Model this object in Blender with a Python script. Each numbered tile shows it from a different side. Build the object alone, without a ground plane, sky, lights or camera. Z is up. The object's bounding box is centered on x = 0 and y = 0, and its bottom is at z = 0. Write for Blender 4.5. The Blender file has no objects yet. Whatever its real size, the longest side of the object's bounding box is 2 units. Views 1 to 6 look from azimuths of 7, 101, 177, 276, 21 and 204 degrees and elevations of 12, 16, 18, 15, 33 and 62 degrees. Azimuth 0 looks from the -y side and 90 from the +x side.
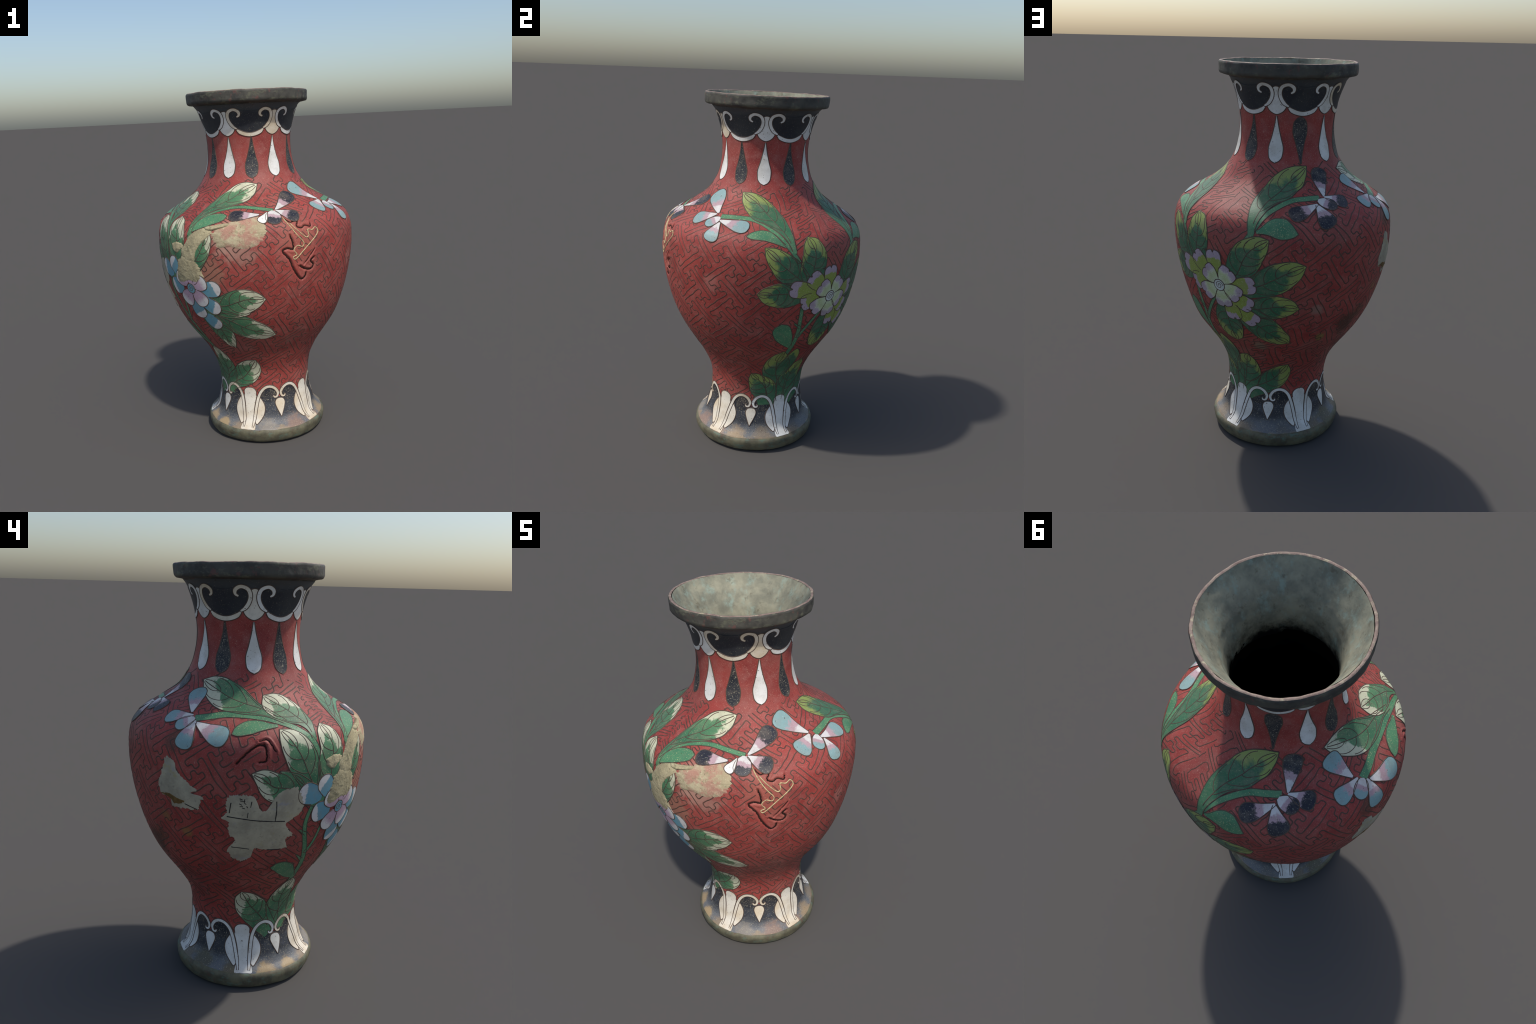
# Old cloisonne vase: lathe-turned baluster body, enamel inlays (leaves, petals,
# drops, scrolls) each laid on the curved wall as its own thin tile, and
# brass-wire fret work.  Decoration is placed in wall coordinates:
# (azimuth in degrees, 0 = front / -y, 90 = +x ; height z in metres).
import bpy, math
import numpy as np
from mathutils import Matrix, Vector, noise

# ------------------------------------------------------------------ helpers
def pchip(x, y):
    x = np.array(x, float); y = np.array(y, float)
    h = np.diff(x); d = np.diff(y) / h; m = np.zeros(len(x))
    for i in range(1, len(x) - 1):
        if d[i - 1] * d[i] > 0:
            w1 = 2 * h[i] + h[i - 1]; w2 = h[i] + 2 * h[i - 1]
            m[i] = (w1 + w2) / (w1 / d[i - 1] + w2 / d[i])
    m[0] = d[0]; m[-1] = d[-1]
    def f(q):
        q = np.clip(np.asarray(q, float), x[0], x[-1])
        i = np.clip(np.searchsorted(x, q) - 1, 0, len(x) - 2); t = (q - x[i]) / h[i]
        return (y[i] * (1 + 2 * t) * (1 - t) ** 2 + h[i] * m[i] * t * (1 - t) ** 2
                + y[i + 1] * t * t * (3 - 2 * t) + h[i] * m[i + 1] * t * t * (t - 1))
    return f

def catmull(pts, n=14, closed=False):
    p = np.array(pts, float)
    if len(p) == 2 and not closed:
        t = np.linspace(0, 1, n)[:, None]
        return p[0] * (1 - t) + p[1] * t
    q = np.vstack([p[-1], p, p[:2]]) if closed else np.vstack([2 * p[0] - p[1], p, 2 * p[-1] - p[-2]])
    out = []
    for i in range(len(q) - 3):
        a, b, c, d = q[i:i + 4]
        t = np.linspace(0, 1, n, endpoint=False)[:, None]
        out.append(.5 * (2 * b + (c - a) * t + (2 * a - 5 * b + 4 * c - d) * t ** 2 + (3 * b - a - 3 * c + d) * t ** 3))
    out = np.vstack(out)
    return out if closed else np.vstack([out, p[-1]])

def fbm(x, y, z, s, octv=3):
    return noise.fractal(Vector((x * s, y * s, z * s)), 1.0, 2.0, octv)

# ------------------------------------------------------------------ the wall
PROFILE = [(0, .335), (.025, .349), (.055, .3545), (.085, .340), (.11, .310), (.14, .2925), (.18, .283),
           (.22, .2735), (.27, .2660), (.32, .2660), (.37, .2695), (.41, .2765), (.45, .2910), (.5, .3165),
           (.55, .3465), (.6, .3805), (.7, .4445), (.8, .4935), (.9, .5275), (1.0, .5505), (1.08, .5615),
           (1.15, .566), (1.21, .5645), (1.26, .5555), (1.3, .5365), (1.335, .4995), (1.37, .4435), (1.41, .380),
           (1.45, .327), (1.5, .2875), (1.55, .2615), (1.6, .248), (1.65, .2405), (1.7, .2385), (1.75, .242),
           (1.8, .2505), (1.85, .2645), (1.9, .284), (1.925, .303)]
RAD = pchip([p[0] for p in PROFILE], [p[1] for p in PROFILE])
AX_Z = [0, .1, .25, .4, .55, .75, 1.0, 1.2, 1.35, 1.5, 1.7, 1.92]
AX_X = [.019, .0195, .0180, .017, .008, .002, -.001, .0015, -.002, -.010, -.0115, -.0150]
AX_Y = [-.008, -.012, -.002, .001, .002, .000, -.001, .000, -.004, .001, .001, .004]   # the vase leans a little
def axis(z):
    return np.interp(z, AX_Z, AX_X), np.interp(z, AX_Z, AX_Y)
_z = np.linspace(0, 1.925, 3000); _s = np.concatenate([[0], np.cumsum(np.hypot(np.diff(_z), np.diff(RAD(_z))))])
ARC = lambda z: np.interp(z, _z, _s)
UNARC = lambda s: np.interp(s, _s, _z)

def unround(az, z):
    """places where the beaten copper wall is not round: a flat shoulder at the back, a full lower belly"""
    g = lambda a0, wa, z0, wz: np.exp(-(((az - a0 + 180) % 360 - 180) / wa) ** 2 - ((z - z0) / wz) ** 2)
    return (-.008 * g(236, 42, 1.335, .07) + .011 * g(224, 36, .66, .14) - .004 * g(350, 40, 1.27, .09)
            + .010 * g(112, 42, .70, .09) + .010 * g(276, 26, .41, .08))

def wall(az, z, lift=0.0):
    az = np.asarray(az, float); z = np.asarray(z, float)
    a = np.radians(az); r = RAD(z); dr = (RAD(z + .002) - RAD(z - .002)) / .004
    k = 1 / np.sqrt(1 + dr * dr); cx, cy = axis(z)
    rr = r + lift * k + unround(az, z)
    return np.stack([cx + rr * np.sin(a), cy - rr * np.cos(a), z - lift * dr * k], -1)

def shift(az, z, dx, dy):
    """move along the wall by dx metres to the right and dy metres up"""
    r = RAD(z)
    return az + np.degrees(dx / r), UNARC(ARC(z) + dy)

# ------------------------------------------------------------------ objects
ROOT = bpy.data.objects.new("cloisonne_vase", None)
bpy.context.scene.collection.objects.link(ROOT)
ROOT["label"] = "old red cloisonne vase with leaves, blossoms and fret wires"
ROOT["category"] = "vase"

def make_object(name, verts, faces, mat, parent=None, frame=None, smooth=True, kind=None):
    """verts in world space; frame = local coordinate frame of the piece (4x4)"""
    M = frame or Matrix.Identity(4)
    v = np.asarray(verts, float)
    if frame is not None:
        A = np.array(M.inverted()); v = v @ A[:3, :3].T + A[:3, 3]
    me = bpy.data.meshes.new(name)
    me.from_pydata(v.tolist(), [], faces)
    me.polygons.foreach_set("use_smooth", [smooth] * len(me.polygons))
    me.materials.append(mat); me.update()
    ob = bpy.data.objects.new(name, me)
    bpy.context.scene.collection.objects.link(ob)
    par = parent or ROOT
    ob.parent = par
    ob.matrix_parent_inverse = PARENT_M.get(par.name, Matrix.Identity(4)).inverted()
    ob.matrix_basis = M
    PARENT_M[ob.name] = M.copy()
    if kind: ob["kind"] = kind
    return ob
PARENT_M = {}

def make_empty(name, loc):
    e = bpy.data.objects.new(name, None); e.location = loc; e.empty_display_size = .05
    bpy.context.scene.collection.objects.link(e); e.parent = ROOT
    PARENT_M[e.name] = Matrix.Translation(loc)
    return e

class Acc:
    """collects geometry of one mesh"""
    def __init__(self): self.v = []; self.f = []; self.n = 0
    def add(self, v, f):
        v = np.asarray(v).reshape(-1, 3); self.v.append(v)
        self.f += [tuple(i + self.n for i in q) for q in f]; self.n += len(v)
    def verts(self): return np.vstack(self.v)

def grid_faces(n, m, closed=False):
    f = []
    for i in range(n - 1):
        for j in range(m if closed else m - 1):
            k = (j + 1) % m
            f.append((i * m + j, i * m + k, (i + 1) * m + k, (i + 1) * m + j))
    return f

def frame_on_wall(base, tip):
    """local frame of a piece: origin at its base, x runs to the tip (tip at x = 1), z out of the wall"""
    p = Vector(wall(*base)); q = Vector(wall(*tip)); m = [(base[i] + tip[i]) / 2 for i in (0, 1)]
    n = Vector(wall(m[0], m[1], .01)) - Vector(wall(m[0], m[1], 0)); n.normalize()
    x = q - p; L = x.length; x = x / L; y = n.cross(x); y.normalize(); zz = x.cross(y)
    M = Matrix((x * L, y * L, zz * L)).transposed().to_4x4(); M.translation = p
    return M

# wire: raised ribbon that follows the wall
def wire(acc, az, z, width=.0055, lift=.0006, proud=.0006):
    az = np.asarray(az, float); z = np.asarray(z, float)
    if len(az) < 2: return
    X = np.radians(az) * RAD(z); tx = np.gradient(az) * np.radians(1) * RAD(z); ty = np.gradient(ARC(z))
    l = np.hypot(tx, ty) + 1e-9; nx, ny = -ty / l, tx / l
    rows = []
    for k, h in ((-.5, lift - .0012), (-.27, lift + proud), (.27, lift + proud), (.5, lift - .0012)):
        a2, z2 = shift(az, z, nx * width * k, ny * width * k); rows.append(wall(a2, z2, h))
    g = np.stack(rows, 1)
    acc.add(g, grid_faces(len(az), 4))

class Strip:
    """tile laid along a spine with left and right half-widths"""
    def __init__(self, spine, wl, wr, n=44, m=11, notch=0.0, wobble=0.0, seed=0.0):
        c = catmull(spine, 24)
        d = np.hypot(np.radians(np.diff(c[:, 0])) * RAD((c[1:, 1] + c[:-1, 1]) / 2), np.diff(ARC(c[:, 1])))
        L = np.concatenate([[0], np.cumsum(d)]); self.length = L[-1]; T = L / L[-1]
        az = lambda t: np.interp(t, T, c[:, 0]); s = lambda t: np.interp(t, T, ARC(c[:, 1]))
        self.az, self.s = az, s
        self.wl, self.wr = wl, wr; self.notch = notch; self.n, self.m = n, m
        self.wobble, self.seed = wobble, seed
    def point(self, t, f):
        t = np.asarray(t, float); f = np.asarray(f, float)
        tt = t
        if self.notch:
            tt = t - self.notch * np.exp(-(f / .3) ** 2) * np.clip((t - .55) / .45, 0, 1) ** 2
        e = .012
        ax, sx = self.az(tt), self.s(tt); z = UNARC(sx); r = RAD(z)
        tx = np.radians(self.az(tt + e) - self.az(tt - e)) * r; ty = self.s(tt + e) - self.s(tt - e)
        l = np.hypot(tx, ty) + 1e-9
        w = np.where(f > 0, self.wl(t), self.wr(t)) * f
        if self.wobble:
            w = w * (1 + self.wobble * np.sin(t * 19 + self.seed) + self.wobble * .7 * np.sin(t * 37 + 2 * self.seed))
        return shift(ax, z, -ty / l * w, tx / l * w)
    def tile(self, name, mat, lift, parent=None, close_base=True, dome=.0):
        t = np.sin(np.linspace(0, 1, self.n) * math.pi / 2); t = .5 * t + .5 * np.linspace(0, 1, self.n)
        f = np.sin(np.linspace(-1, 1, self.m) * math.pi / 2)[::-1]
        Tt, Ff = np.meshgrid(t, f, indexing='ij')
        a, z = self.point(Tt, Ff)
        acc = Acc(); acc.add(wall(a, z, lift + dome * (1 - Ff ** 2)), [q[::-1] for q in grid_faces(self.n, self.m)])
        # side walls down into the body
        ring = [(i, 0) for i in range(self.n)] + [(self.n - 1, j) for j in range(1, self.m)] + \
               [(i, self.m - 1) for i in range(self.n - 2, -1, -1)] + [(0, j) for j in range(self.m - 2, 0, -1)]
        ra = np.array([a[i] for i in ring]); rz = np.array([z[i] for i in ring])
        sk = np.stack([wall(ra, rz, lift), wall(ra, rz, -.002)])
        acc.add(sk, grid_faces(2, len(ring), True))
        b, tip = self.point(0., 0.), self.point(1., 0.)
        M = frame_on_wall((float(b[0]), float(b[1])), (float(tip[0]), float(tip[1])))
        return make_object(name, acc.verts(), acc.f, mat, parent, M)
    def edge(self, acc, lift, width=.0055, t0=0.0, base=False):
        t = np.sin(np.linspace(0, 1, 70) * math.pi / 2) * .6 + .4 * np.linspace(0, 1, 70); t = t0 + (1 - t0) * t
        for sgn in (1, -1):
            a, z = self.point(t, np.full(len(t), float(sgn))); wire(acc, a, z, width, lift)
        if self.notch or self.wl(1.0) > .004 or base:
            f = np.linspace(-1, 1, 24)
            if self.notch or self.wl(1.0) > .004:
                a, z = self.point(np.ones(24), f); wire(acc, a, z, width, lift)
            if base:
                a, z = self.point(np.full(24, t0), f); wire(acc, a, z, width, lift)
    def vein(self, acc, t, f, lift, width=.0055):
        a, z = self.point(np.asarray(t), np.asarray(f)); wire(acc, a, z, width, lift)

def blob(name, outline, mat, lift, parent=None, rings=8, n=14, wires=None, rough=0.0, jag=0.0, centre=None, seed=0, frame=None, skirt=True, feather=False):
    """star-shaped tile from a closed outline of control points"""
    c = catmull(outline, n, True)
    ce = np.array(centre if centre is not None else c.mean(0), float)
    if jag:
        for i in range(len(c)):
            k = 1 + jag * (.6 * fbm(c[i, 0] * .35 + seed, c[i, 1] * 24, seed * 1.7, 1.0, 3) + .8 * fbm(c[i, 0] * 1.6 + seed, c[i, 1] * 110, seed * 2.7, 1.0, 2))
            c[i] = ce + (c[i] - ce) * k
    acc = Acc(); V = []
    rho = np.linspace(0.0, 1, rings + 1)[1:]
    for q in rho:
        p = ce + (c - ce) * q; h = np.full(len(p), lift)
        if rough:
            P = wall(p[:, 0], p[:, 1])
            nz = np.array([abs(fbm(x, y, zq, 26, 4)) + .5 * fbm(x, y, zq, 9, 2) for x, y, zq in P])
            h = lift + rough * np.clip(nz + .45, -.2, 2) * (1 - q ** 5)
        if feather: h = h * (1 - q ** 8) - .0008 * q ** 8
        V.append(wall(p[:, 0], p[:, 1], h))
    ctr = wall(ce[0], ce[1], lift + rough * .5)[None]
    m = len(c); acc.add(np.vstack([ctr] + V), [(0, 1 + (j + 1) % m, 1 + j) for j in range(m)]
                        + [tuple(i + 1 for i in q) for q in grid_faces(len(rho), m, True)])
    if skirt and not feather:
        acc.add(np.stack([wall(c[:, 0], c[:, 1], lift), wall(c[:, 0], c[:, 1], -.002)]), grid_faces(2, m, True))
    acc.f = [q for q in acc.f]
    if wires is not None:
        cc = np.vstack([c, c[:2]]); wire(wires, cc[:, 0], cc[:, 1], .0055, lift)
    return fix_normals(make_object(name, acc.verts(), acc.f, mat, parent, frame))

def fix_normals(ob):
    import bmesh
    bm = bmesh.new(); bm.from_mesh(ob.data)
    cx, cy = 0.0, 0.0
    M = ob.matrix_basis
    tot = 0.0
    for f in bm.faces:
        w = M @ f.calc_center_median(); n = M.to_3x3() @ f.normal
        tot += n.x * w.x + n.y * w.y
    if tot < 0: bmesh.ops.reverse_faces(bm, faces=bm.faces)
    bm.to_mesh(ob.data); bm.free(); return ob

# ------------------------------------------------------------------ materials
class Mat:
    def __init__(self, name, rough=.5, spec=.35):
        self.m = bpy.data.materials.new(name); self.m.use_nodes = True
        self.t = self.m.node_tree; self.b = self.t.nodes["Principled BSDF"]
        self.b.inputs["Roughness"].default_value = rough
        self.b.inputs["Specular IOR Level"].default_value = spec
        self.co = self.t.nodes.new("ShaderNodeTexCoord").outputs["Object"]
        self.geo = None
    def link(self, a, b): self.t.links.new(a, b)
    def pos(self):
        if not self.geo: self.geo = self.t.nodes.new("ShaderNodeNewGeometry").outputs["Position"]
        return self.geo
    def noise(self, scale, detail=3, rough=.55, world=False, stretch=None, dist=0.0):
        n = self.t.nodes.new("ShaderNodeTexNoise"); n.inputs["Scale"].default_value = scale
        n.inputs["Detail"].default_value = detail; n.inputs["Roughness"].default_value = rough
        n.inputs["Distortion"].default_value = dist
        src = self.pos() if world else self.co
        if stretch:
            mp = self.t.nodes.new("ShaderNodeMapping"); mp.inputs["Scale"].default_value = stretch
            self.link(src, mp.inputs["Vector"]); src = mp.outputs["Vector"]
        self.link(src, n.inputs["Vector"]); return n.outputs["Fac"]
    def math(self, op, a, b=None, c=None, clamp=False):
        n = self.t.nodes.new("ShaderNodeMath"); n.operation = op; n.use_clamp = clamp
        for i, v in enumerate((a, b, c)):
            if v is None: continue
            if isinstance(v, (int, float)): n.inputs[i].default_value = v
            else: self.link(v, n.inputs[i])
        return n.outputs[0]
    def xyz(self, world=False):
        n = self.t.nodes.new("ShaderNodeSeparateXYZ"); self.link(self.pos() if world else self.co, n.inputs[0]); return n.outputs
    def ramp(self, fac, stops, interp="LINEAR"):
        n = self.t.nodes.new("ShaderNodeValToRGB"); n.color_ramp.interpolation = interp
        e = n.color_ramp.elements
        while len(e) < len(stops): e.new(.5)
        for i, (p, c) in enumerate(stops):
            e[i].position = p; e[i].color = (c, c, c, 1) if isinstance(c, (int, float)) else (*c, 1)
        self.link(fac, n.inputs["Fac"]); return n.outputs["Color"]
    def mask(self, fac, lo, hi):
        n = self.t.nodes.new("ShaderNodeMapRange"); n.interpolation_type = "SMOOTHSTEP"
        n.inputs[1].default_value = lo; n.inputs[2].default_value = hi
        self.link(fac, n.inputs[0]); return n.outputs[0]
    def mix(self, fac, a, b, mode="MIX"):
        n = self.t.nodes.new("ShaderNodeMix"); n.data_type = "RGBA"; n.blend_type = mode
        for i, v in ((0, fac), (6, a), (7, b)):
            if isinstance(v, (int, float)): n.inputs[i].default_value = v
            elif isinstance(v, tuple): n.inputs[i].default_value = (*v, 1)
            else: self.link(v, n.inputs[i])
        return n.outputs[2]
    def near(self, p, r0, r1):
        """1 inside r0 of a world point, 0 outside r1"""
        n = self.t.nodes.new("ShaderNodeVectorMath"); n.operation = "DISTANCE"
        self.link(self.pos(), n.inputs[0]); n.inputs[1].default_value = tuple(float(q) for q in p)
        return n.outputs["Value"], r0, r1
    def bump(self, h, strength=.3, dist=.002):
        n = self.t.nodes.new("ShaderNodeBump"); n.inputs["Strength"].default_value = strength
        n.inputs["Distance"].default_value = dist; self.link(h, n.inputs["Height"])
        self.link(n.outputs[0], self.b.inputs["Normal"])
    def done(self, col, rough=None):
        self.link(col, self.b.inputs["Base Color"])
        if rough is not None: self.link(rough, self.b.inputs["Roughness"])
        return self.m

def srgb(r, g, b):
    return tuple(((c / 255) / 12.92 if c / 255 <= .04045 else ((c / 255 + .055) / 1.055) ** 2.4) for c in (r, g, b))

def grain(M, col, speck, amount=.5, lo=.62, hi=.70, scale=190, pits=srgb(60, 40, 30), pit_amt=.7):
    """fine pale specks and a few dark pin holes of weathered enamel, in world scale"""
    s = M.math("MULTIPLY", M.mask(M.noise(scale, 2, .6, True), lo, hi), amount)
    col = M.mix(s, col, speck)
    p = M.math("MULTIPLY", M.mask(M.noise(scale * .55, 1, .5, True, (1.3, .9, 1.1)), .715, .75), pit_amt)
    return M.mix(p, col, pits)

def gradient_enamel(name, stops, ax=1.0, ay=0.0, by=0.0, an=.2, ns=7.0, speck=srgb(205, 195, 150), samt=.45, rough=.48, lo=.62, hi=.7):
    """colour runs from the base of the piece (local x = 0) to its tip (x = 1)"""
    M = Mat(name, rough); X = M.xyz()
    v = M.math("MULTIPLY", X[0], ax)
    if ay: v = M.math("ADD", v, M.math("MULTIPLY", M.math("ABSOLUTE", X[1]), ay))
    if by: v = M.math("ADD", v, M.math("MULTIPLY", X[1], by))
    n = M.math("MULTIPLY", M.math("SUBTRACT", M.noise(ns * 1.0, 4, .65), .5), an * 2)
    v = M.math("ADD", v, n)
    col = M.ramp(v, stops)
    col = M.mix(M.math("MULTIPLY", M.noise(14, 3, .6, True), .35), col, M.mix(.5, col, (.0, .0, .0)))
    col = M.mix(M.math("MULTIPLY", M.mask(M.noise(20, 5, .7, True), .42, .7), .3), col, srgb(140, 126, 108))
    col = grain(M, col, speck, samt, lo, hi)
    M.bump(M.noise(120, 3, .6, True), .18, .001)
    return M.done(col)

def flat_enamel(name, c0, c1, speck, samt=.5, rough=.48, lo=.6, hi=.68, pits=srgb(80, 55, 35), pit_amt=.8):
    M = Mat(name, rough)
    col = M.mix(M.mask(M.noise(9, 4, .6, True), .35, .7), c0, c1)
    col = M.mix(M.math("MULTIPLY", M.mask(M.noise(20, 5, .7, True), .45, .72), .22), col, srgb(140, 126, 108))
    col = grain(M, col, speck, samt, lo, hi, pits=pits, pit_amt=pit_amt)
    M.bump(M.noise(130, 3, .6, True), .18, .001)
    return M.done(col)

CREAM = srgb(208, 208, 178); GREEN = srgb(88, 136, 96); DEEP = srgb(60, 108, 78); LIME = srgb(146, 162, 86)
WHITE = srgb(220, 216, 212); PINK = srgb(188, 158, 164); SKY = srgb(138, 170, 170); BLACK = srgb(40, 42, 52)
MAT = {}
MAT["leaf_cream"] = gradient_enamel("leaf_enamel_green_cream", [(0, GREEN), (.4, DEEP), (.76, GREEN), (.80, CREAM), (1, CREAM)], .92, 1.05, 0, .22, 9.0, srgb(225, 220, 160), .4)
MAT["leaf_lime"] = gradient_enamel("leaf_enamel_green_lime", [(0, GREEN), (.3, DEEP), (.70, DEEP), (.79, LIME), (1, LIME)], .92, 1.0, 0, .2, 8.0, srgb(200, 205, 150), .3)
MAT["leaf_plain"] = flat_enamel("leaf_enamel_plain_green", srgb(84, 136, 97), srgb(66, 118, 86), srgb(215, 205, 150), .5)
MAT["petal_blue"] = gradient_enamel("petal_enamel_white_pink_blue", [(0, WHITE), (.30, WHITE), (.38, PINK), (.5, PINK), (.58, SKY), (1, SKY)], 1, 0, 0, .22, 8, WHITE, .3)
MAT["petal_black"] = gradient_enamel("petal_enamel_white_pink_black", [(0, WHITE), (.28, WHITE), (.36, PINK), (.48, PINK), (.55, BLACK), (1, BLACK)], 1, 0, 0, .22, 8, srgb(200, 195, 170), .6)
MAT["outer_blue"] = gradient_enamel("petal_enamel_blue_white", [(0, srgb(100, 153, 170)), (.66, srgb(107, 158, 174)), (.71, WHITE), (1, WHITE)], 1, 0, .25, .14, 6, WHITE, .15)
MAT["inner_lilac"] = gradient_enamel("petal_enamel_lilac_white", [(0, srgb(176, 150, 168)), (.45, srgb(190, 160, 178)), (.75, WHITE), (1, WHITE)], 1, 0, 0, .3, 9, WHITE, .4)
MAT["outer_lime"] = gradient_enamel("petal_enamel_lime_lilac", [(0, srgb(140, 158, 66)), (.74, srgb(144, 158, 76)), (.78, srgb(176, 158, 172)), (1, srgb(176, 158, 172))], .95, .25, 0, .2, 7, srgb(225, 215, 215), .45)
MAT["inner_pale"] = gradient_enamel("petal_enamel_pale_green_lilac", [(0, srgb(206, 216, 190)), (.5, srgb(190, 204, 150)), (.74, srgb(206, 206, 190)), (.84, srgb(180, 162, 176)), (1, srgb(180, 162, 176))], 1, .3, 0, .34, 9, srgb(235, 232, 220), .5)
MAT["white"] = flat_enamel("white_enamel", srgb(226, 224, 218), srgb(206, 202, 192), srgb(120, 95, 70), .55, .45, .67, .71)
MAT["warm_white"] = flat_enamel("stained_white_enamel", srgb(222, 214, 198), srgb(205, 188, 160), srgb(120, 90, 60), .55, .5, .66, .71)
MAT["black"] = flat_enamel("black_enamel", srgb(38, 40, 46), srgb(52, 52, 56), srgb(190, 180, 150), .7, .5, .6, .67, srgb(20, 20, 24))
MAT["spiral_blue"] = flat_enamel("flower_eye_blue_enamel", srgb(86, 142, 160), srgb(98, 152, 168), WHITE, .2)
MAT["spiral_white"] = flat_enamel("flower_eye_white_enamel", srgb(205, 210, 205), srgb(190, 196, 190), WHITE, .2)

def wire_material(name, c0, c1):
    M = Mat(name, .6, .3)
    col = M.mix(M.mask(M.noise(30, 3, .6, True), .35, .7), srgb(*c0), srgb(*c1))
    return M.done(col)
MAT["wire"] = wire_material("tarnished_brass_wire", (92, 76, 64), (76, 60, 52))
MAT["fret"] = wire_material("brown_fret_wire", (92, 68, 58), (74, 55, 48))

def red_enamel():
    M = Mat("red_ground_enamel", .56, .28)
    col = M.mix(M.mask(M.noise(7, 4, .6), .32, .68), srgb(156, 67, 60), srgb(136, 54, 50))
    # dusty bloom and scratches
    dust = M.math("MULTIPLY", M.mask(M.noise(16, 5, .7), .44, .72), .6)
    col = M.mix(dust, col, srgb(158, 98, 90))
    veil = M.math("MULTIPLY", M.mask(M.noise(3.2, 4, .6), .45, .68), .38)
    col = M.mix(veil, col, srgb(138, 92, 84))
    scr = M.math("MULTIPLY", M.mask(M.noise(55, 4, .7, False, (1.0, 1.0, .45)), .64, .74), .5)
    col = M.mix(scr, col, srgb(186, 138, 126))
    # grime, verdigris scuffs and plaster dust at given places
    for (a, z, r0, r1, c, k) in STAINS:
        d, _, _ = M.near(wall(a, z), r0, r1)
        d = M.math("ADD", d, M.math("MULTIPLY", M.math("SUBTRACT", M.noise(22, 5, .75), .5), r1 * 1.6))
        m = M.math("MULTIPLY", M.mask(d, r1, r0), k)
        col = M.mix(m, col, srgb(*c))
    col = grain(M, col, srgb(198, 158, 134), .5, .61, .69, 250, srgb(70, 26, 24), .7)
    M.bump(M.math("ADD", M.noise(90, 4, .65), M.math("MULTIPLY", M.noise(12, 3, .5), .6)), .28, .0016)
    return M.done(col)
STAINS = [(219, .745, .03, .10, (58, 42, 30), .8), (228, .80, .02, .07, (80, 60, 40), .6), (203, .69, .012, .035, (120, 120, 60), .7),
          (163, .63, .015, .05, (120, 125, 100), .55), (196, .87, .012, .04, (140, 130, 115), .5), (243, 1.27, .02, .07, (70, 62, 48), .6),
          (236, .92, .01, .04, (130, 110, 60), .5), (355, 1.24, .06, .16, (176, 142, 124), .75), (340, 1.06, .05, .12, (150, 112, 92), .7),
          (1, 1.17, .03, .09, (150, 108, 96), .6), (30, 1.24, .06, .14, (160, 96, 82), .6), (34, 1.10, .04, .10, (150, 84, 72), .5),
          (248, .86, .01, .04, (140, 120, 60), .5), (75, 1.06, .02, .07, (170, 110, 100), .5)]
MAT["red"] = red_enamel()

def collar_material():
    M = Mat("charcoal_collar_enamel", .5, .35); Z = M.xyz(True)[2]
    col = M.mix(M.mask(M.noise(10, 4, .6), .35, .7), srgb(40, 42, 48), srgb(54, 56, 58))
    hz = M.math("MULTIPLY", M.mask(M.math("ADD", Z, M.math("MULTIPLY", M.noise(14, 4, .6), .03)), 1.885, 1.925), .6)
    col = M.mix(hz, col, srgb(78, 82, 84))
    col = grain(M, col, srgb(150, 140, 115), .4, .63, .7)
    M.bump(M.noise(110, 3, .6), .2, .001)
    return M.done(col)
MAT["collar"] = collar_material()

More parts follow.
